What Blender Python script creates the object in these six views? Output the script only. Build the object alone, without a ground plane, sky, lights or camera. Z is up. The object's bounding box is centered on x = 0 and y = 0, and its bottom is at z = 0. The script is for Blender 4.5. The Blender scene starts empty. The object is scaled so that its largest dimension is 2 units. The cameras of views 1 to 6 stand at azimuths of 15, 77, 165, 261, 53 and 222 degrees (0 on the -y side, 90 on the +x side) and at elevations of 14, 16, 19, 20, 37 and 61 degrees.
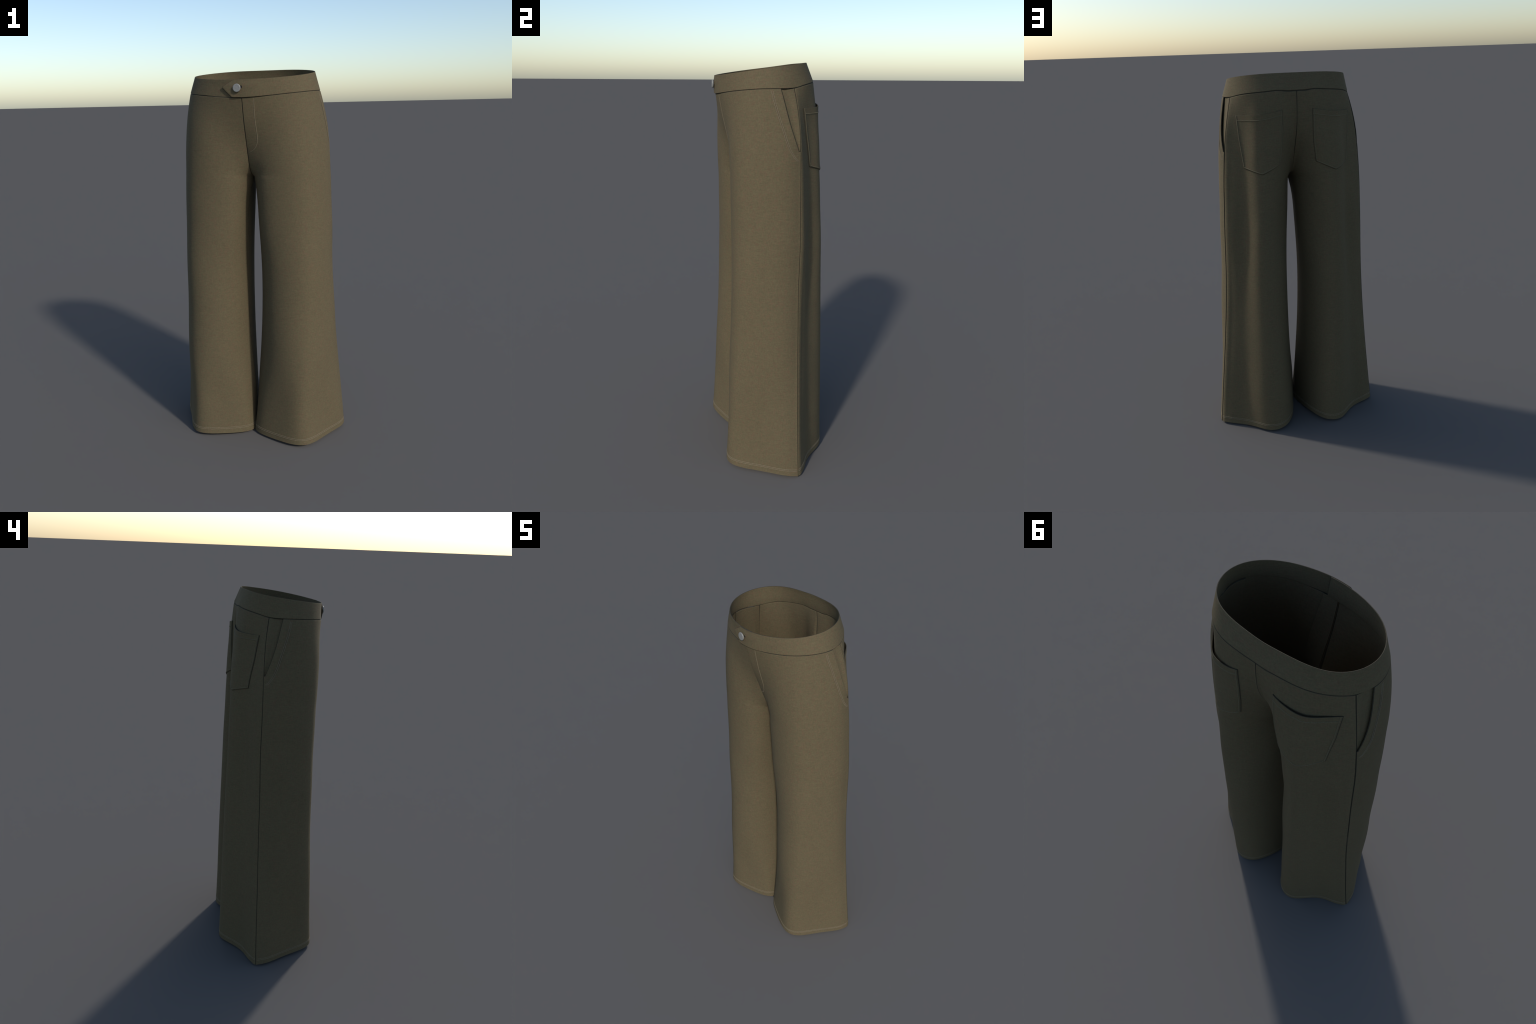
"""Wide-leg trousers standing on their hems: two front and two back panels, a waistband with a
buttoned pointed tab, slanted front pockets, patch pockets behind, a fly, and topstitching."""
import math
import bpy
import numpy as np

CLOTH_COLOUR = (.1055, .0875, .0487)
THREAD_COLOUR = (.142, .112, .068)
CREASE_SHADOW_FACTOR = .34
HEM_DROP = .003
HEM_STITCH = (.030, .038)
STITCH_H = .0011
POCKET_LIFT = .005
POCKET_GAPE = .0095

# Cross-sections of one half (x to the side, y to the back, z up where it varies), from hem to waist.
# front: centre front or inseam -> side seam; back: side seam -> centre back or inseam.
# lean: millimetres by which the other half hangs differently.
SECTIONS = [
    dict(name="hem", height=.010,
         front=[(.004, -.037, .013), (.008, -.150, .019), (.140, -.223, .024), (.306, -.249, .028), (.400, -.117, .026), (.463, -.004, .027), (.474, .075, .019)],
         back=[(.474, .075, .019), (.425, .117, .023), (.354, .149, .019), (.285, .207, .023), (.209, .262, .024), (.121, .243, .028), (.062, .161, .032), (.031, .064, .021), (.004, -.037, .013)],
         lean=[(15, 5), (11, -9), (-1, -7), (-2, 0), (-8, -8), (-5, -2), (4, 2), (15, 5)]),
    dict(name="ankle", height=.220,
         front=[(.001, -.055), (.050, -.160), (.173, -.221), (.300, -.239), (.383, -.132), (.444, -.019), (.455, .074)],
         back=[(.455, .074), (.401, .115), (.334, .153), (.275, .214), (.205, .257), (.124, .236), (.068, .157), (.031, .055), (.001, -.055)],
         lean=[(16, 6), (10, -5), (1, -5), (-5, 3), (-8, -4), (-5, 0), (4, 3), (16, 6)]),
    dict(name="shin", height=.460,
         front=[(.018, -.063), (.087, -.169), (.198, -.228), (.315, -.220), (.388, -.125), (.429, -.016), (.431, .074)],
         back=[(.431, .074), (.379, .118), (.318, .160), (.264, .217), (.198, .254), (.125, .228), (.073, .150), (.038, .049), (.018, -.063)],
         lean=[(16, 6), (10, -4), (4, -4), (-4, 3), (-8, -2), (-5, 1), (3, 3), (16, 6)]),
    dict(name="knee", height=.750,
         front=[(.034, -.066), (.101, -.171), (.209, -.219), (.318, -.198), (.384, -.109), (.419, -.010), (.406, .077)],
         back=[(.406, .077), (.357, .120), (.302, .161), (.256, .216), (.194, .247), (.126, .218), (.075, .143), (.042, .044), (.034, -.066)],
         lean=[(15, 6), (12, -3), (5, -3), (-2, 2), (-7, -1), (-5, 1), (3, 3), (15, 6)]),
    dict(name="lower_thigh", height=1.000,
         front=[(.034, -.067), (.097, -.169), (.205, -.211), (.314, -.191), (.378, -.103), (.404, -.003), (.393, .079)],
         back=[(.393, .079), (.350, .123), (.296, .156), (.255, .208), (.198, .240), (.128, .213), (.074, .140), (.040, .042), (.034, -.067)],
         lean=[(14, 7), (14, -3), (8, -5), (0, 1), (-7, -2), (-6, 1), (1, 3), (14, 7)]),
    dict(name="mid_thigh", height=1.200,
         front=[(.025, -.067), (.078, -.171), (.191, -.207), (.306, -.183), (.373, -.094), (.401, .005), (.388, .084)],
         back=[(.388, .084), (.347, .123), (.292, .149), (.253, .198), (.205, .234), (.138, .208), (.075, .137), (.031, .041), (.025, -.067)],
         lean=[(14, 6), (12, -6), (9, -6), (-1, 0), (-7, -3), (-6, 0), (-2, 3), (14, 6)]),
    dict(name="upper_thigh", height=1.340,
         front=[(.017, -.063), (.074, -.174), (.194, -.207), (.306, -.179), (.370, -.091), (.395, .007), (.382, .084)],
         back=[(.382, .084), (.338, .122), (.285, .151), (.246, .197), (.196, .229), (.134, .211), (.075, .149), (.027, .053), (.017, -.063)],
         lean=[(10, 4), (9, -8), (9, -7), (1, -1), (-5, -1), (-4, 1), (-2, 2), (10, 4)]),
    dict(name="crotch", height=1.440,
         front=[(.000, -.060, 1.457), (.076, -.179, 1.451), (.197, -.207, 1.446), (.305, -.176, 1.443), (.367, -.089, 1.441), (.392, .007, 1.440), (.378, .084, 1.440)],
         back=[(.378, .084, 1.440), (.331, .121, 1.440), (.279, .152, 1.441), (.240, .197, 1.441), (.190, .226, 1.443), (.130, .213, 1.446), (.074, .158, 1.449), (.026, .069, 1.453), (.000, -.060, 1.457)],
         lean=[(0, 0), (7, -9), (8, -7), (1, -2), (-3, 0), (-3, 0), (-1, 1), (0, 0)]),
    dict(name="seat", height=1.500,
         front=[(.000, -.103, 1.470), (.085, -.183, 1.476), (.200, -.207, 1.484), (.304, -.174, 1.493), (.365, -.088, 1.497), (.389, .007, 1.499), (.374, .084, 1.501)],
         back=[(.374, .084, 1.501), (.326, .120, 1.500), (.275, .152, 1.498), (.236, .197, 1.496), (.185, .224, 1.492), (.126, .214, 1.487), (.073, .165, 1.479), (.026, .090, 1.473), (.000, -.006, 1.467)],
         lean=[(0, 0), (7, -11), (7, -8), (1, -2), (-2, 0), (-2, 0), (-1, 0), (0, 0)]),
    dict(name="low_hip", height=1.570,
         front=[(.000, -.146, 1.523), (.094, -.193, 1.535), (.202, -.208, 1.547), (.303, -.171, 1.558), (.362, -.088, 1.566), (.386, .006, 1.569), (.369, .084, 1.570)],
         back=[(.369, .084, 1.570), (.319, .119, 1.569), (.270, .152, 1.567), (.231, .197, 1.564), (.178, .221, 1.559), (.121, .215, 1.553), (.071, .173, 1.547), (.027, .118, 1.522), (.000, .059, 1.488)],
         lean=[(0, 0), (6, -12), (7, -9), (0, -2), (-2, 0), (-2, -1), (-1, 0), (0, 0)]),
    dict(name="hip", height=1.660,
         front=[(.000, -.186, 1.631), (.102, -.205, 1.637), (.206, -.207, 1.645), (.299, -.166, 1.652), (.356, -.087, 1.657), (.377, .003, 1.662), (.360, .084, 1.665)],
         back=[(.360, .084, 1.665), (.309, .116, 1.660), (.263, .152, 1.659), (.223, .196, 1.657), (.170, .217, 1.651), (.112, .215, 1.643), (.065, .184, 1.636), (.028, .151, 1.625), (.000, .127, 1.606)],
         lean=[(0, 0), (6, -13), (7, -9), (-1, -3), (-2, -1), (-3, -3), (-1, -1), (0, 0)]),
    dict(name="high_hip", height=1.770,
         front=[(.000, -.220, 1.731), (.109, -.219, 1.742), (.209, -.204, 1.752), (.293, -.158, 1.762), (.345, -.085, 1.769), (.361, -.003, 1.771), (.342, .077, 1.777)],
         back=[(.342, .077, 1.777), (.297, .113, 1.769), (.253, .151, 1.769), (.211, .189, 1.771), (.158, .207, 1.771), (.102, .210, 1.763), (.058, .194, 1.744), (.025, .182, 1.736), (.000, .187, 1.745)],
         lean=[(0, 0), (5, -10), (6, -8), (-2, -2), (-3, -3), (-4, -7), (-2, -1), (0, 0)]),
    dict(name="band_seam", height=1.886,
         front=[(.000, -.248, 1.856), (.117, -.232, 1.863), (.213, -.198, 1.872), (.285, -.147, 1.879), (.329, -.082, 1.884), (.340, -.011, 1.885), (.317, .061, 1.886)],
         back=[(.317, .061, 1.886), (.284, .111, 1.899), (.242, .150, 1.907), (.194, .177, 1.912), (.143, .192, 1.916), (.094, .197, 1.919), (.053, .195, 1.915), (.022, .194, 1.915), (.000, .193, 1.914)],
         lean=[(0, 0), (4, -6), (2, -4), (-3, -1), (-5, -7), (-5, -11), (-3, -3), (0, 0)]),
    dict(name="band_top", height=1.975,
         front=[(.000, -.261, 1.940), (.118, -.235, 1.944), (.208, -.190, 1.950), (.271, -.134, 1.959), (.305, -.074, 1.968), (.313, -.011, 1.977), (.297, .051, 1.983)],
         back=[(.297, .051, 1.983), (.267, .097, 1.989), (.227, .128, 1.995), (.182, .147, 1.998), (.136, .158, 1.999), (.093, .162, 1.999), (.056, .164, 2.000), (.026, .166, 2.000), (.000, .166, 2.000)],
         lean=[(0, 0), (3, -5), (1, -3), (1, -2), (-2, -5), (-6, -9), (-6, -2), (0, 0)]),
]
# ------------------------------------------------------------------ splines
def spline_matrix(knots, x):
    """Weights of a smooth cubic through the knots, evaluated at x."""
    xk = np.asarray(knots, float)
    n, h = len(xk), np.diff(knots)
    a, r = np.zeros((n, n)), np.zeros((n, n))
    a[0, 0] = a[-1, -1] = 1
    a[0, 1] = a[-1, -2] = -.5
    for i in range(1, n - 1):
        a[i, i - 1:i + 2] = h[i - 1], 2 * (h[i - 1] + h[i]), h[i]
        r[i, i - 1:i + 2] = 6 / h[i - 1], -6 / h[i - 1] - 6 / h[i], 6 / h[i]
    m = np.linalg.solve(a, r)
    x = np.asarray(x, float)
    i = np.clip(np.searchsorted(xk, x) - 1, 0, n - 2)
    p, q = (xk[i + 1] - x) / h[i], (x - xk[i]) / h[i]
    b = np.zeros((len(x), n))
    k = np.arange(len(x))
    b[k, i] += p
    b[k, i + 1] += q
    b += ((p**3 - p) * h[i]**2 / 6)[:, None] * m[i] + ((q**3 - q) * h[i]**2 / 6)[:, None] * m[i + 1]
    return b


def smooth(x):
    x = np.clip(x, 0, 1)
    return x * x * (3 - 2 * x)


LAST = 14                       # s runs 0 (centre front / inseam) .. 6 (side seam) .. 14 (centre back / inseam)
CROTCH = 7                      # index of the section where the legs join
HEIGHTS = np.array([s["height"] for s in SECTIONS[:-1]])
KNOTS = HEIGHTS / HEIGHTS[-1]   # t runs 0 (hem) .. 1 (waistband seam)
YAW, SHIFT = math.radians(-1.7), -.002


def section_points(sec, leaning):
    pts = [(p[0], p[1], p[2] if len(p) > 2 else sec["height"]) for p in sec["front"] + sec["back"][1:]]
    pts = np.array(pts)
    if leaning:                 # the other leg hangs a few millimetres differently
        lean = np.array(sec["lean"]) / 1000
        pts[:, :2] += np.einsum("ij,jk->ik", spline_matrix(range(0, LAST + 1, 2), range(LAST + 1)), lean)
    return pts


def to_world(p, mirrored):
    p = np.array(p, float)
    if mirrored:
        p[..., 0] *= -1
    c, s = math.cos(YAW), math.sin(YAW)
    return np.stack([p[..., 0] * c - p[..., 1] * s + SHIFT, p[..., 0] * s + p[..., 1] * c, p[..., 2]], -1)


class Half:
    """One half of the trousers as a smooth sheet over (s, t), always with x > 0; mirrored when built."""

    def __init__(self, mirrored):
        self.mirrored = mirrored
        self.borders, self.fine = {}, np.linspace(0, 1, 901)
        self.sections = np.array([section_points(s, mirrored) for s in SECTIONS])
        self.s = np.concatenate([np.linspace(0, 6, 241), np.linspace(6, LAST, 321)[1:]])
        bs = np.zeros((len(self.s), LAST + 1))
        front = self.s <= 6
        bs[front, :7] = spline_matrix(range(7), self.s[front])
        bs[~front, 6:] = spline_matrix(range(6, LAST + 1), self.s[~front])
        self.bs = bs
        self.band = np.einsum("sj,jc->sc", bs, self.sections[-1])
        self.t_dense = np.linspace(0, 1, 401)
        self.dense = self.rows(self.t_dense)
        self.normal_dense = self.normals(self.dense, self.t_dense)

    def border(self, j):
        """Border j over fine t: with its true corner at the crotch first, then blurred more and more."""
        if j not in self.borders:
            t = self.fine
            edge = np.zeros((len(t), len(KNOTS)))
            low = t <= KNOTS[CROTCH]
            edge[low, :CROTCH + 1] = spline_matrix(KNOTS[:CROTCH + 1], t[low])
            edge[~low, CROTCH:] = spline_matrix(KNOTS[CROTCH:], t[~low])
            line = np.einsum("tk,kc->tc", edge, self.sections[:-1, j])
            out = [line]
            for level in range(1, 9):
                g = np.exp(-.5 * (np.arange(-75, 76) / (level * 3.4))**2)
                g /= g.sum()
                out.append(np.stack([np.convolve(np.pad(line[:, c], 75, mode="reflect", reflect_type="odd"), g, "valid") for c in range(3)], 1))
            self.borders[j] = out
        return self.borders[j]

    def rows(self, t):
        """Points for every dense s at the given heights t."""
        body = self.sections[:-1]
        c = np.einsum("tk,kjc->tjc", spline_matrix(KNOTS, t), body)
        c[:, [0, LAST]] = 0
        p = np.einsum("sj,tjc->tsc", self.bs, c)
        # the border turns a corner at the crotch; the cloth further from it follows more softly
        for j, near in ((0, self.s), (LAST, LAST - self.s)):
            blurred = [np.stack([np.interp(t, self.fine, line[:, k]) for k in range(3)], 1) for line in self.border(j)]
            level = np.clip(near / .075, 0, 7.999)
            for n in range(8):
                pick = np.where((level >= n) & (level < n + 1))[0]
                f = (level[pick] - n)[None, :, None]
                p[:, pick] += self.bs[pick, j][None, :, None] * (blurred[n][:, None] * (1 - f) + blurred[n + 1][:, None] * f)
        p[..., 0] = np.maximum(p[..., 0], -.02)
        # the hem reaches the floor at its lowest place
        p[..., 2] -= HEM_DROP * (1 - smooth(t / .12))[:, None]
        return p

    def normals(self, p, t):
        n = np.zeros_like(p)
        dt = np.gradient(p, axis=0)
        for cut in (slice(0, 241), slice(240, None)):
            n[:, cut] = np.cross(np.gradient(p[:, cut], axis=1), dt[:, cut])
        # a soft average where the two panels meet at the side seam
        n /= np.linalg.norm(n, axis=2, keepdims=True) + 1e-12
        return n

    def panel_grid(self, t, s0, s1, columns):
        """Grid over rows t; columns(length) gives the places along each row by length from s0 to s1."""
        p_all = self.rows(t)
        n_all = np.stack([[np.interp(t, self.t_dense, self.normal_dense[:, i, c]) for c in range(3)] for i in range(len(self.s))], 0)
        n_all = n_all.transpose(2, 0, 1)
        P, N, S, A, B = [], [], [], [], []
        for r in range(len(t)):
            step = np.r_[0, np.cumsum(np.linalg.norm(np.diff(p_all[r], axis=0), axis=1))]
            l0, l1 = np.interp([s0[r], s1[r]], self.s, step)
            at = l0 + columns(l1 - l0)
            P.append(np.stack([np.interp(at, step, p_all[r, :, c]) for c in range(3)], 1))
            # clamp the normal lookup to the panel's own side of the side seam
            N.append(np.stack([np.interp(at, step, n_all[r, :, c]) for c in range(3)], 1))
            S.append(np.interp(at, step, self.s))
            A.append(at - l0)
            B.append(l1 - at)
        N = np.array(N)
        N /= np.linalg.norm(N, axis=2, keepdims=True)
        return np.array(P), N, np.array(S), np.array(A), np.array(B)

    def find(self, axis, a, z, s_from, s_to):
        """Place on the sheet, between two s, with the given coordinate (axis 0 = x, 1 = y) and height z."""
        i0, i1 = np.searchsorted(self.s, [s_from, s_to])
        k0, k1 = np.searchsorted(self.t_dense, [self.t_from_z(z) - .05, self.t_from_z(z) + .05])
        k0, k1 = max(0, k0), min(len(self.t_dense), k1 + 1)
        line, norm = [], []
        for k in range(k0, k1):
            p, n = self.dense[k, i0:i1], self.normal_dense[k, i0:i1]
            o = np.argsort(p[:, axis])
            line.append([np.interp(a, p[o, axis], p[o, c]) for c in range(3)])
            norm.append([np.interp(a, p[o, axis], n[o, c]) for c in range(3)])
        line, norm = np.array(line), np.array(norm)
        p = np.array([np.interp(z, line[:, 2], line[:, c]) for c in range(3)])
        n = np.array([np.interp(z, line[:, 2], norm[:, c]) for c in range(3)])
        return p, n / np.linalg.norm(n)

    def t_from_z(self, z):
        return float(np.interp(z, self.dense[:, 240, 2], self.t_dense))


# ------------------------------------------------------------------ meshes
def new_object(name, verts, faces, material, parent, smooth_shade=True):
    me = bpy.data.meshes.new(name)
    me.from_pydata([tuple(v) for v in verts], [], [tuple(int(i) for i in f) for f in faces])
    me.materials.append(material)
    if smooth_shade:
        me.polygons.foreach_set("use_smooth", [True] * len(me.polygons))
    me.update()
    ob = bpy.data.objects.new(name, me)
    bpy.context.scene.collection.objects.link(ob)
    ob.parent = parent
    return ob


ROUND = .16


def shell(name, P, N, thick, material, parent, mirrored, edge_dist, roll, offset=0.0, centre=None, slit=0.0):
    """A cloth layer: outer face at P + N * offset, thickness inward, borders rolled over.
    edge_dist: distance of each grid point to the nearest rolled border."""
    d = np.clip(edge_dist - slit, 0, roll)
    thick = np.broadcast_to(np.asarray(thick, float), edge_dist.shape)
    drop = ROUND * thick * (1 - np.sqrt(np.clip(1 - ((roll - d) / roll)**2, 0, 1)))
    if slit:                    # a thin tongue closes the bottom of the seam
        drop = np.where(edge_dist < slit, thick / 2 - .0004, drop)
    drop = np.minimum(drop, thick / 2 - .00015)
    off = np.broadcast_to(np.asarray(offset, float), drop.shape)
    outer = P + N * (off - drop)[..., None]
    inner = P + N * (off - thick + drop)[..., None]
    if centre is not None:
        for g in (outer, inner):
            g[centre[0], centre[1], 0] = 0
    R, C = P.shape[:2]
    verts = np.concatenate([outer.reshape(-1, 3), inner.reshape(-1, 3)])
    verts = to_world(verts, mirrored)
    faces, cut = [], []
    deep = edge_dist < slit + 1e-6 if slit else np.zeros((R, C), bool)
    q = lambda i, j, k=0: k * R * C + i * C + j
    for i in range(R - 1):
        for j in range(C - 1):
            faces.append((q(i, j), q(i, j + 1), q(i + 1, j + 1), q(i + 1, j)))
            faces.append((q(i, j, 1), q(i + 1, j, 1), q(i + 1, j + 1, 1), q(i, j + 1, 1)))
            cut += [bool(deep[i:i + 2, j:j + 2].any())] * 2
    for j in range(C - 1):
        faces.append((q(0, j), q(0, j, 1), q(0, j + 1, 1), q(0, j + 1)))
        faces.append((q(R - 1, j), q(R - 1, j + 1), q(R - 1, j + 1, 1), q(R - 1, j, 1)))
    for i in range(R - 1):
        faces.append((q(i, 0), q(i + 1, 0), q(i + 1, 0, 1), q(i, 0, 1)))
        faces.append((q(i, C - 1), q(i, C - 1, 1), q(i + 1, C - 1, 1), q(i + 1, C - 1)))
    if mirrored:
        faces = [f[::-1] for f in faces]
    ob = new_object(name, verts, faces, material, parent)
    ob.data.materials.append(painted_shadow)                              # faces in cut: occlusion shadow coloured into seams and edges
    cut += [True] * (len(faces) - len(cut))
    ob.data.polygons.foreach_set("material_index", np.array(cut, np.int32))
    return ob


EDGE = np.array([0, .0006, .0010, .0012, .0016, .0021, .0028, .0038, .006])


def spaced(n):
    """Columns along a row: close together at both borders, even between."""
    def columns(length):
        e = EDGE * min(1, length / .03)
        mid = np.linspace(e[-1], length - e[-1], n)[1:-1]
        return np.r_[e, mid, length - e[::-1]]
    return columns


def height_rows(z_step, t0=0.0, t1=1.0):
    length = HEIGHTS[-1]
    e = EDGE / length
    return np.r_[t0 + e, np.linspace(t0 + e[-1], t1 - e[-1], int((t1 - t0) * length / z_step))[1:-1], t1 - e[::-1]]


def resample(points, step):
    points = np.asarray(points, float)
    d = np.r_[0, np.cumsum(np.linalg.norm(np.diff(points[:, :3], axis=0), axis=1))]
    at = np.arange(0, d[-1], step)
    return np.stack([np.interp(at, d, points[:, c]) for c in range(points.shape[1])], 1)


def stitch_row(lines, name, parent, material):
    """Rows of separate short stitches: each a small rounded lozenge lying on the cloth."""
    verts, faces = [], []
    rng = np.random.default_rng(7)
    for P, N, mirrored in lines:
        path = resample(np.concatenate([P + N * .0009, N], 1), .0072)
        W = to_world(path[:, :3] , mirrored)
        Nw = to_world(path[:, 3:], mirrored) - to_world(np.zeros(3), mirrored)
        for a, b, n in zip(W[:-1], W[1:], Nw[:-1]):
            u = (b - a)
            L = np.linalg.norm(u)
            if L < .003 or L > .015:
                continue
            u /= L
            side = np.cross(n, u)
            side /= np.linalg.norm(side)
            w, h = .0021 * rng.uniform(.85, 1.1), STITCH_H
            base = len(verts)
            for f, g in ((.0, .7), (.2, 1), (.8, 1), (.98, .7)):
                for sx, sz in ((-1, -.6), (-.75, .6), (0, 1), (.75, .6), (1, -.6)):
                    verts.append(a + u * L * f + side * w * sx * g + n * (h * sz * g))
            for r in range(3):
                for c in range(4):
                    o = base + r * 5 + c
                    faces.append((o, o + 1, o + 6, o + 5))
            faces.append(tuple(base + i for i in (4, 3, 2, 1, 0)))
            faces.append(tuple(base + 15 + i for i in range(5)))
    ob = new_object(name, verts, faces, material, parent)
    ob["kind"] = "stuff"
    return ob


# ------------------------------------------------------------------ materials
def node(tree, kind, **inputs):
    n = tree.nodes.new(kind)
    for k, v in inputs.items():
        if hasattr(n, k):
            setattr(n, k, v)
        else:
            n.inputs[k.replace("_", " ")].default_value = v
    return n


def fabric(name, dark, mid, light, bump=.25):
    """Plain woven cloth: slubby weft and warp threads, faint mottling, no gloss."""
    mat = bpy.data.materials.new(name)
    mat.use_nodes = True
    t = mat.node_tree
    bsdf = t.nodes["Principled BSDF"]
    bsdf.inputs["Roughness"].default_value = .9
    bsdf.inputs["Specular IOR Level"].default_value = .2
    coord = node(t, "ShaderNodeTexCoord")

    def streak(scale, detail, rough):
        m = node(t, "ShaderNodeMapping")
        m.inputs["Scale"].default_value = scale
        t.links.new(coord.outputs["Object"], m.inputs["Vector"])
        n = node(t, "ShaderNodeTexNoise")
        n.inputs["Scale"].default_value = 1
        n.inputs["Detail"].default_value = detail
        n.inputs["Roughness"].default_value = rough
        t.links.new(m.outputs["Vector"], n.inputs["Vector"])
        return n.outputs["Fac"]

    def math_node(op, a, b):
        m = node(t, "ShaderNodeMath", operation=op)
        for i, v in enumerate((a, b)):
            if isinstance(v, (int, float)):
                m.inputs[i].default_value = v
            else:
                t.links.new(v, m.inputs[i])
        return m.outputs[0]

    weft = streak((34, 34, 400), 3, .6)
    warp = streak((300, 300, 40), 3, .6)
    fleck = streak((150, 150, 190), 2, .55)
    hue = streak((85, 85, 110), 2, .5)
    mix = math_node("ADD", math_node("MULTIPLY", weft, .40), math_node("ADD", math_node("MULTIPLY", warp, .25), math_node("MULTIPLY", fleck, .35)))
    ramp = node(t, "ShaderNodeValToRGB")
    ramp.color_ramp.elements[0].position = .34
    ramp.color_ramp.elements[0].color = (*dark, 1)
    ramp.color_ramp.elements[1].position = .66
    ramp.color_ramp.elements[1].color = (*light, 1)
    ramp.color_ramp.elements.new(.5).color = (*mid, 1)
    t.links.new(mix, ramp.inputs["Fac"])
    # single reddish-brown yarns among the olive ones
    tint = node(t, "ShaderNodeMix", data_type="RGBA", blend_type="MULTIPLY")
    spots = node(t, "ShaderNodeValToRGB")
    spots.color_ramp.elements[0].position = .45
    spots.color_ramp.elements[0].color = (0, 0, 0, 1)
    spots.color_ramp.elements[1].position = .70
    spots.color_ramp.elements[1].color = (1, 1, 1, 1)
    t.links.new(hue, spots.inputs["Fac"])
    t.links.new(spots.outputs["Color"], tint.inputs[0])
    t.links.new(ramp.outputs["Color"], tint.inputs[6])
    tint.inputs[7].default_value = (1.10, .92, .98, 1)
    t.links.new(tint.outputs[2], bsdf.inputs["Base Color"])
    b = node(t, "ShaderNodeBump")
    b.inputs["Strength"].default_value = bump
    b.inputs["Distance"].default_value = .0008
    t.links.new(math_node("ADD", weft, warp), b.inputs["Height"])
    t.links.new(b.outputs["Normal"], bsdf.inputs["Normal"])
    return mat


def plain(name, colour, rough, metallic=0.0):
    mat = bpy.data.materials.new(name)
    mat.use_nodes = True
    t = mat.node_tree
    bsdf = t.nodes["Principled BSDF"]
    bsdf.inputs["Roughness"].default_value = rough
    bsdf.inputs["Metallic"].default_value = metallic
    coord = node(t, "ShaderNodeTexCoord")
    n = node(t, "ShaderNodeTexNoise")
    n.inputs["Scale"].default_value = 180
    n.inputs["Detail"].default_value = 3
    t.links.new(coord.outputs["Object"], n.inputs["Vector"])
    ramp = node(t, "ShaderNodeValToRGB")
    ramp.color_ramp.elements[0].position = .3
    ramp.color_ramp.elements[0].color = (*[c * .88 for c in colour], 1)
    ramp.color_ramp.elements[1].position = .7
    ramp.color_ramp.elements[1].color = (*[min(1, c * 1.1) for c in colour], 1)
    t.links.new(n.outputs["Fac"], ramp.inputs["Fac"])
    t.links.new(ramp.outputs["Color"], bsdf.inputs["Base Color"])
    return mat


base = np.array(CLOTH_COLOUR)
cloth = fabric("olive_brown_cloth", base * .80, base, base * 1.20)
thread = plain("tan_thread", THREAD_COLOUR, .85)
quiet_thread = plain("cloth_coloured_thread", tuple(base * 1.12), .9)
painted_shadow = plain("cloth_darkened_as_crease_shadow", tuple(base * CREASE_SHADOW_FACTOR), .95)
metal = plain("brushed_metal", (.225, .225, .212), .5, .1)
hole = plain("dark_hole", (.012, .010, .008), .9)

root = bpy.data.objects.new("trousers", None)
bpy.context.scene.collection.objects.link(root)
root["label"] = "wide-leg olive brown trousers with buttoned tab waistband"
root["category"] = "trousers"

halves = [Half(False), Half(True)]

# ------------------------------------------------------------------ lines drawn on the cloth (half space, metres)
POCKET_EDGE = [(1.900, -.008), (1.880, -.002), (1.800, .0175), (1.707, .0425), (1.660, .0585), (1.612, .077)]      # (height, y)
POCKET_STITCH = [(1.872, -.043), (1.788, -.023), (1.695, .006), (1.640, .024), (1.611, .038), (1.592, .050), (1.577, .0625), (1.566, .076)]
BAG_EDGE = [(1.900, -.092), (1.766, -.082), (1.654, -.062), (1.560, -.030)]
FLY_STITCH = [(1.850, .059), (1.800, .0575), (1.743, .058), (1.690, .062), (1.657, .063), (1.632, .059), (1.614, .050), (1.600, .037), (1.590, .020), (1.585, .006)]
POCKET_Z = 1.612
CLOTH = .006
SLIT = .0018
BAND_GAP = .0030


def back_ridge(a, z):
    """How far the seam allowance, pressed to the back, lifts the back panel a metres behind the side seam."""
    fall = smooth((1.70 - z) / .25)
    return -.0014 * (1 - smooth(a / .006)) + (.0006 + .0026 * fall) * np.exp(-((a - .018) / .013)**2)


def along(table, z):
    t = np.array(table)[::-1]
    z = np.clip(z, t[0, 0], t[-1, 0])
    return np.einsum("ij,j->i", spline_matrix(t[:, 0], np.ravel(z)), t[:, 1]).reshape(np.shape(z))


def curve_points(table, n):
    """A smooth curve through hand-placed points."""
    t = np.array(table)
    k = np.r_[0, np.cumsum(np.linalg.norm(np.diff(t, axis=0), axis=1))]
    return np.einsum("ij,jk->ik", spline_matrix(k, np.linspace(0, k[-1], n)), t)


stitch_lines = {"hem_stitching": [], "pocket_opening_stitching": [], "back_pocket_stitching": [], "fly_stitching": []}

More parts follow.
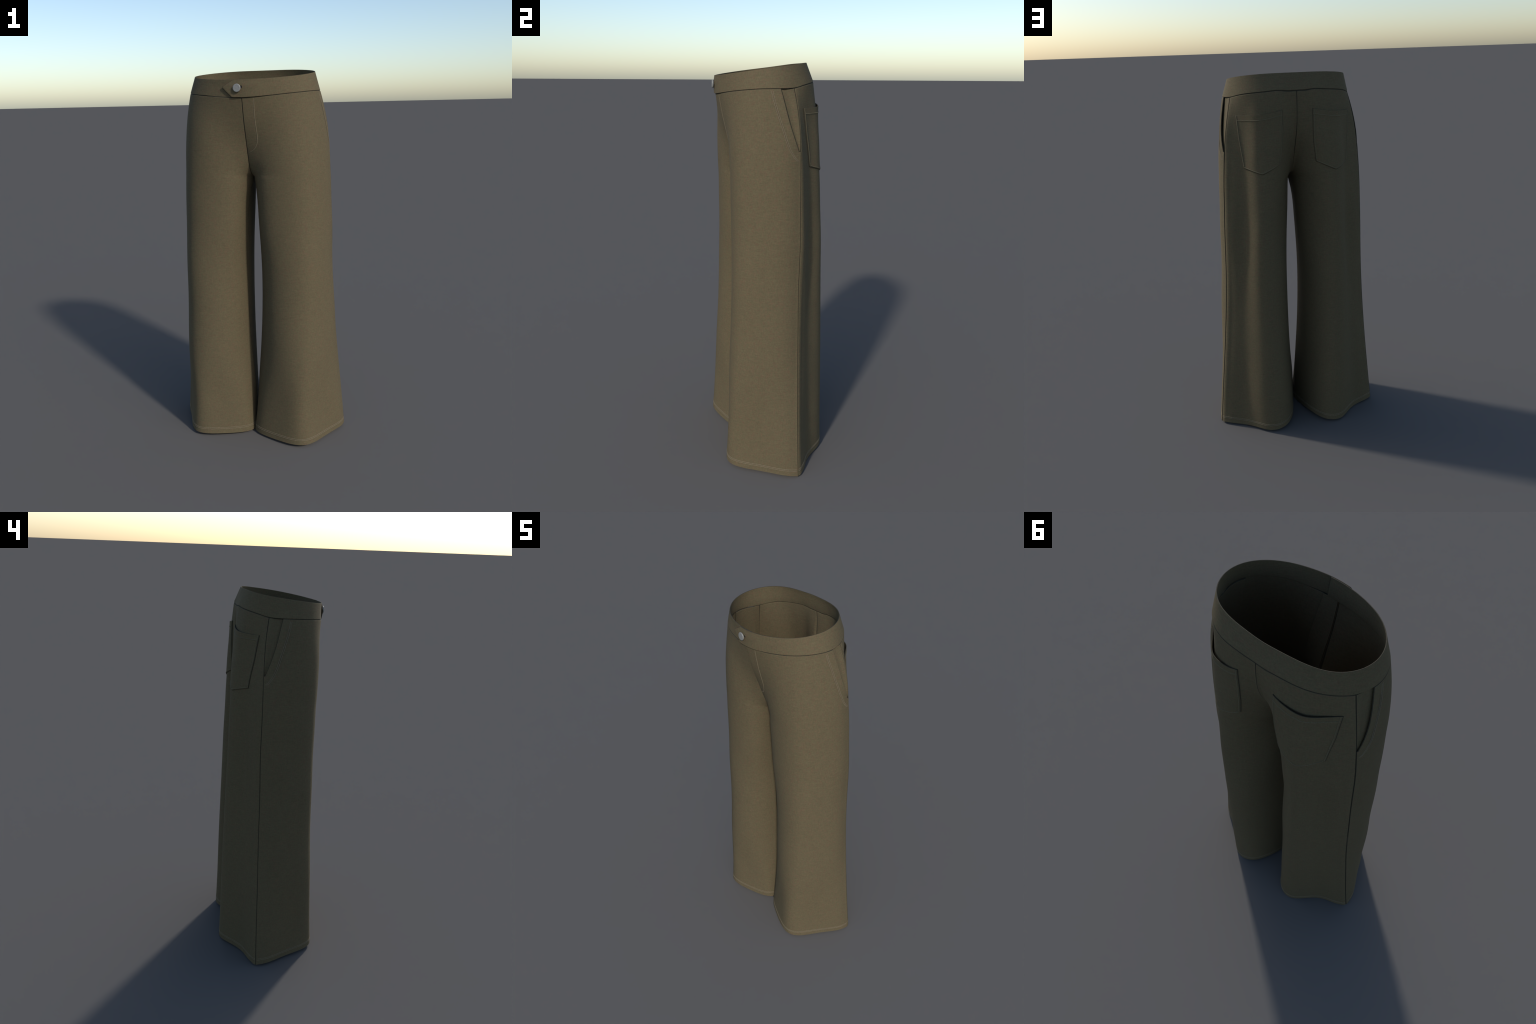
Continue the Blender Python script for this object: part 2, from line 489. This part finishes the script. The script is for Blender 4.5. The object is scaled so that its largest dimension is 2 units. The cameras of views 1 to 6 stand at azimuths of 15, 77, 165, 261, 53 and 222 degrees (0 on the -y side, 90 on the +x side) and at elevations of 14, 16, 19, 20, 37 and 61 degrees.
for half in halves:
    m = half.mirrored
    # ---- front panel: from the centre front to the pocket opening, and to the side seam below it
    t_pocket = half.t_from_z(POCKET_Z)
    t = np.unique(np.r_[height_rows(.0075), np.linspace(.78, .90, 40), t_pocket + np.array([-.003, -.0015, 0, .0015, .003, .006])])
    s1 = np.full(len(t), 6.0)
    for r, tt in enumerate(t):
        if tt > t_pocket:
            k = np.interp(tt, half.t_dense, np.arange(401))
            row = half.dense[int(round(k)), :241]
            y = along(POCKET_EDGE, float(np.interp(6, half.s[:241], row[:, 2])))
            keep = half.s[:241] > 3.5
            s1[r] = min(6.0, np.interp(y, row[keep, 1], half.s[:241][keep]))
    P, N, S, A, B = half.panel_grid(t, np.zeros(len(t)), s1, spaced(64))
    z = P[..., 2]
    top = (1 - t)[:, None] * np.ones_like(z) * HEIGHTS[-1]
    bottom = t[:, None] * np.ones_like(z) * HEIGHTS[-1]
    edge = np.minimum(np.minimum(A, B), np.minimum(bottom + SLIT, top - BAND_GAP + SLIT))
    on_seam = (t <= t_pocket)[:, None]
    seam_lip = np.where(on_seam, .0018 * (1 - smooth(B / .010)), 0)
    open_ = (t[:, None] - t_pocket) / (1 - t_pocket)
    lift = np.where(open_ > 0, np.sin(np.clip(open_, 0, 1) * np.pi)**.8 * POCKET_LIFT * (1 - smooth(B / .05)), 0)
    if not m:                                                       # the fly shield stands a little proud
        fly_zone = smooth((z - 1.57) / .05)
        fly_x = np.interp(z, *np.array(FLY_STITCH)[::-1].T)
        lift = lift + fly_zone * .0008 * (1 - smooth((P[..., 0] - fly_x + .002) / .004))
    else:
        lift = lift - .0002 * smooth((z - 1.58) / .05) * (1 - smooth(A / .03))
    top_rows = np.where(t >= KNOTS[CROTCH])[0]
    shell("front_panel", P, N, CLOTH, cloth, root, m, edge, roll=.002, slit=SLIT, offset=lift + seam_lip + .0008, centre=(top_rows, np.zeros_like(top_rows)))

    # ---- back panel
    t = height_rows(.0075)
    P, N, S, A, B = half.panel_grid(t, np.full(len(t), 6.0), np.full(len(t), float(LAST)), spaced(76))
    # take the panel's own normal at the side seam, not the front's
    N[:, 0] = N[:, 1] = N[:, 2]
    top = (1 - t)[:, None] * np.ones_like(A) * HEIGHTS[-1]
    bottom = t[:, None] * np.ones_like(A) * HEIGHTS[-1]
    top_rows = np.where(t >= KNOTS[CROTCH])[0]
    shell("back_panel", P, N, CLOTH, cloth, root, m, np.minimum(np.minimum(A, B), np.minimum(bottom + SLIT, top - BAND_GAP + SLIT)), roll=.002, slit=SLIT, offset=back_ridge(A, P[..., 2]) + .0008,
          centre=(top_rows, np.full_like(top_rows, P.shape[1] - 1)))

    # ---- pocket facing behind the slanted opening, running on inside as the bag
    t = height_rows(.0075, half.t_from_z(1.555), 1.0)
    s0 = np.zeros(len(t))
    for r, tt in enumerate(t):
        row = half.dense[int(round(tt * 400)), :241]
        keep = half.s[:241] > 2.5
        s0[r] = np.interp(along(BAG_EDGE, row[-1, 2]), row[keep, 1], half.s[:241][keep])
    P, N, S, A, B = half.panel_grid(t, s0, np.full(len(t), 6.0), spaced(40))
    N[:, -1] = N[:, -2] = N[:, -3]
    zz = P[..., 2]
    width = np.interp(zz, [POCKET_Z, 1.66, 1.70, 1.80, 1.88], [.004, .018, .032, .045, .055])
    sink = -(CLOTH + .0020) * smooth(B / (width * .85))
    sink = np.where(zz < POCKET_Z, -(CLOTH + .0020), sink)
    edge = np.minimum(np.minimum(A + SLIT, B), np.minimum((t - t[0])[:, None], (1 - t)[:, None]) * HEIGHTS[-1] + SLIT)
    edge = np.minimum(edge, (1 - t)[:, None] * HEIGHTS[-1] - BAND_GAP + SLIT)
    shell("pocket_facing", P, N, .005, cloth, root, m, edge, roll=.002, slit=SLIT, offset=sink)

    # ---- patch pocket on the back
    n_a, n_b = 40, 44
    ea = np.r_[EDGE / .2, np.linspace(EDGE[-1] / .2, 1 - EDGE[-1] / .2, n_a)[1:-1], 1 - EDGE[::-1] / .2]
    eb = np.r_[EDGE / .28, np.linspace(EDGE[-1] / .28, 1 - EDGE[-1] / .28, n_b)[1:-1], 1 - EDGE[::-1] / .28]
    outer_line = lambda zq: np.interp(zq, [1.533, 1.68, 1.800], [.2800, .2975, .3035])
    inner_line = lambda zq: np.interp(zq, [1.551, 1.645, 1.725, 1.822], [.0965, .0845, .0800, .0800])
    z_top = lambda a: 1.822 * (1 - a) + 1.799 * a - .008 * np.sin(np.pi * a)
    z_bottom = lambda a: np.interp(a, [0, .51, .55, .59, 1], [1.551, 1.5055, 1.5035, 1.5050, 1.533])

    def pocket_point(a, b):
        zq = z_top(a) * (1 - b) + z_bottom(a) * b
        xq = inner_line(zq) * (1 - a) + outer_line(zq) * a
        return half.find(0, xq, zq, 6.05, LAST)

    got = [[pocket_point(a, b) for a in ea] for b in eb]
    P = np.array([[g[0] for g in row] for row in got])
    N = np.array([[g[1] for g in row] for row in got])
    for _ in range(6):                                              # the patch hangs smoother than the cloth behind it
        N[1:-1, 1:-1] = (N[:-2, 1:-1] + N[2:, 1:-1] + N[1:-1, :-2] + N[1:-1, 2:] + 4 * N[1:-1, 1:-1]) / 8
        N /= np.linalg.norm(N, axis=2, keepdims=True)
    aa, bb = np.meshgrid(ea, eb)
    dist = np.minimum(np.minimum(aa, 1 - aa) * .2, np.minimum(1 - bb, bb + .0016 / .28) * .28)
    gape = POCKET_GAPE * np.sin(np.pi * aa)**1.3 * np.clip(1 - bb / .45, 0, 1)**2
    pocket = shell("back_pocket", P, N, .0040, cloth, root, m, dist, roll=.0014, slit=.0016, offset=.0046 + gape)  # slit draws a darkened border round the patch for its edge shadow
    inset = .0065

    def patch_line(pairs):
        pp, nn = [], []
        for a, b in pairs:
            p, n = pocket_point(a, b)
            g = .0046 + POCKET_GAPE * np.sin(np.pi * a)**1.3 * max(0, 1 - b / .45)**2
            pp.append(p + n * g)
            nn.append(n)
        return np.array(pp), np.array(nn), m

    ia, ib = inset / .2, inset / .28
    stitch_lines["back_pocket_stitching"] += [
        patch_line([(a, .026 / .28) for a in np.linspace(.01, .99, 30)]),
        patch_line([(ia, b) for b in np.linspace(.01, 1 - ib, 30)]),
        patch_line([(1 - ia, b) for b in np.linspace(.01, 1 - ib, 30)]),
        patch_line([(a, 1 - ib) for a in np.linspace(ia, 1 - ia, 30)]),
    ]

    # ---- topstitching
    for rise in HEM_STITCH:
        for s_from, s_to in ((0.0, 6.0), (6.0, float(LAST))):
            k = (half.s >= s_from) & (half.s <= s_to)
            tt = rise / HEIGHTS[-1]
            p = np.stack([np.interp(tt, half.t_dense, half.dense[:, i, c]) for i in np.where(k)[0] for c in range(3)]).reshape(-1, 3)
            n = half.normal_dense[int(tt * 400), k]
            if s_from > 0:
                step = np.r_[0, np.cumsum(np.linalg.norm(np.diff(p, axis=0), axis=1))]
                p = p + n * back_ridge(step, p[:, 2])[:, None]
            stitch_lines["hem_stitching"].append((p[2:-2], n[2:-2], m))
    for shift in (-.0036, .0036):
        pp, nn = [], []
        for zq, yq in curve_points(POCKET_STITCH, 50):
            p, n = half.find(1, yq + shift, zq, 3.0, 6.0)
            pp.append(p + n * POCKET_LIFT * .35 * float(smooth((zq - 1.6) / .05)) * float(1 - smooth((zq - 1.8) / .07)))
            nn.append(n)
        stitch_lines["pocket_opening_stitching"].append((np.array(pp), np.array(nn), m))
    if not m:
        pp, nn = [], []
        for zq, xq in curve_points(FLY_STITCH, 60):
            p, n = half.find(0, xq, zq, 0.0, 2.6)
            pp.append(p + n * .0004)
            nn.append(n)
        stitch_lines["fly_stitching"].append((np.array(pp), np.array(nn), m))

# ---- fly facing, inside the front opening
half = halves[0]
t = height_rows(.0075, half.t_from_z(1.555), 1.0)
s1 = np.zeros(len(t))
for r, tt in enumerate(t):
    row = half.dense[int(round(tt * 400)), :241]
    keep = half.s[:241] < 3
    s1[r] = np.interp(np.interp(row[0, 2], [1.53, 1.65, 1.84], [.100, .095, .068]), row[keep, 0], half.s[:241][keep])
P, N, S, A, B = half.panel_grid(t, np.full(len(t), .03), s1, spaced(24))
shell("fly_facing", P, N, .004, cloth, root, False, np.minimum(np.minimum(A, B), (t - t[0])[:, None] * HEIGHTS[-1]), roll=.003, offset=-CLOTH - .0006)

# ---- waistband: one long strip wound round the waist, its pointed tab lapping over its own tail
R0, L0 = halves


def even_ring(points, harmonics):
    f = np.fft.fft(points, axis=0)
    k = np.abs(np.fft.fftfreq(len(points), 1 / len(points)))
    return np.real(np.fft.ifft(f * np.exp(-(k / harmonics)**4)[:, None], axis=0))


RING_Q = np.arange(0, 2 * LAST, .05)
RING = []
for line, harmonics in (("low", 16), ("high", 5)):
    pts = []
    for half, sel in ((R0, RING_Q <= LAST), (L0, RING_Q > LAST)):
        src = half.dense[-1] if line == "low" else half.band
        s_at = RING_Q[sel] if half is R0 else 2 * LAST - RING_Q[sel]
        pts.append(to_world(np.stack([np.interp(s_at, half.s, src[:, c]) for c in range(3)], -1), half.mirrored))
    RING.append(even_ring(np.concatenate(pts), harmonics))
BAND = .0100


def band_loop(q):
    """Low and high line of the band; q runs round the waist, 0 and 28 at the centre front, 14 at the centre back."""
    q = np.mod(np.asarray(q, float), 2 * LAST)
    qq = np.r_[RING_Q, 2 * LAST]
    return [np.stack([np.interp(q, qq, np.r_[ring[:, c], ring[0, c]]) for c in range(3)], -1) for ring in RING]


v = np.r_[EDGE / .09, np.linspace(EDGE[-1] / .09, 1 - EDGE[-1] / .09, 18)[1:-1], 1 - EDGE[::-1] / .09]
tab_tip, tab_top, tab_low = .875, .34, .42
q_start = -np.where(v < .56, tab_low + (tab_tip - tab_low) * np.clip((v - .03) / .53, 0, 1), tab_top + (tab_tip - tab_top) * np.clip((.985 - v) / .425, 0, 1))
q_end = 28.42
n_q = 420
P = np.zeros((len(v), n_q, 3))
U = np.zeros((len(v), n_q))
f = np.r_[EDGE / 3.0, np.linspace(EDGE[-1] / 3.0, 1 - EDGE[-1] / 3.0, n_q - 2 * len(EDGE) + 2)[1:-1], 1 - EDGE[::-1] / 3.0]
for i, vv in enumerate(v):
    q = q_start[i] + (q_end - q_start[i]) * f
    # the slant of the tab is taken up within the first stretch of the strip
    low, high = band_loop(q)
    vv2 = -.006 + .990 * vv
    P[i] = low + (high - low) * vv2
    U[i] = q
# close wobble at the corners of the ring: a light smoothing along the strip
dq = np.gradient(P, axis=1)
dv = np.gradient(P, axis=0)
N = np.cross(dq, dv)
N /= np.linalg.norm(N, axis=2, keepdims=True) + 1e-12
for _ in range(10):
    N[:, 1:-1] = (N[:, :-2] + N[:, 2:] + 2 * N[:, 1:-1]) / 4
    N /= np.linalg.norm(N, axis=2, keepdims=True)
flush = (1 - .55 * smooth((v - .6) / .4))[:, None]                 # the layers close up towards the rim
lap = flush * (.0064 * (1 - smooth((U - .15) / 1.2)) - .0030 * smooth((U - (28 - 1.9)) / .9))
vd = np.minimum(v, 1 - v)[:, None] * .09 * np.ones_like(U)
qd = np.stack([np.r_[0, np.cumsum(np.linalg.norm(np.diff(P[i], axis=0), axis=1))] for i in range(len(v))])
slant = np.where(np.abs(v - .56) < .5, .62, 1.0)[:, None]
qd = np.minimum(qd * slant, qd[:, -1:] - qd)
saved, to_world_saved = None, to_world
to_world = lambda p, mirrored: np.array(p, float)                   # the band is already in world space
band_thick = BAND - .0062 * smooth(v / .95)[:, None] * np.ones_like(U)     # thinnest at the rim
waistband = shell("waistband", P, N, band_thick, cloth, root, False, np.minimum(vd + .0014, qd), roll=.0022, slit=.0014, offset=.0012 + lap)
to_world = to_world_saved


def band_place(x_off, height, lift):
    """A place on the front of the lapped tab, x_off metres from the centre front."""
    q = np.array([x_off / .105])
    low, high = band_loop(q)
    low2, high2 = band_loop(q + .1)
    p = low[0] + (high[0] - low[0]) * height
    up = high[0] - low[0]
    up /= np.linalg.norm(up)
    right = low2[0] - low[0]
    n = np.cross(right, up)
    n /= np.linalg.norm(n)
    right = np.cross(up, n)
    return p + n * lift, right, up, n


# ---- button: a flat metal disc with a rounded rim on a short shank
def lathe(name, profile, origin, right, up, n, material, parent, segments=48):
    verts, faces = [], []
    for r, h in profile:
        for k in range(segments):
            a = 2 * math.pi * k / segments
            verts.append(origin + right * r * math.cos(a) + up * r * math.sin(a) + n * h)
    for i in range(len(profile) - 1):
        for k in range(segments):
            k2 = (k + 1) % segments
            faces.append((i * segments + k, i * segments + k2, (i + 1) * segments + k2, (i + 1) * segments + k))
    faces.append(tuple(range(segments))[::-1])
    faces.append(tuple((len(profile) - 1) * segments + k for k in range(segments)))
    return new_object(name, verts, faces, material, parent)


origin, right, up, n = band_place(-.0165, .515, .0075)
R = .0198
button = lathe("button", [(.0075, 0), (.0075, .0030), (R - .0025, .0034), (R - .0006, .0042), (R, .0058), (R, .0078), (R - .0006, .0092), (R - .0018, .0101),
                          (R - .0034, .0104), (R - .0060, .0101), (.004, .0100)], origin, right, up, n, metal, waistband)
origin, right, up, n = band_place(.0015, .575, .0075)
eye = lathe("buttonhole", [(.0058, -.002), (.0056, .0003), (.001, .0004)], origin, right, up, n, hole, waistband, 24)
ring = lathe("buttonhole_edge", [(.0058, -.001), (.0058, .0009), (.0066, .0013), (.0075, .0009), (.0078, -.001)], origin, right, up, n, cloth, waistband, 24)

for name, lines in stitch_lines.items():
    stitch_row(lines, name, root, quiet_thread if name == "back_pocket_stitching" else thread)
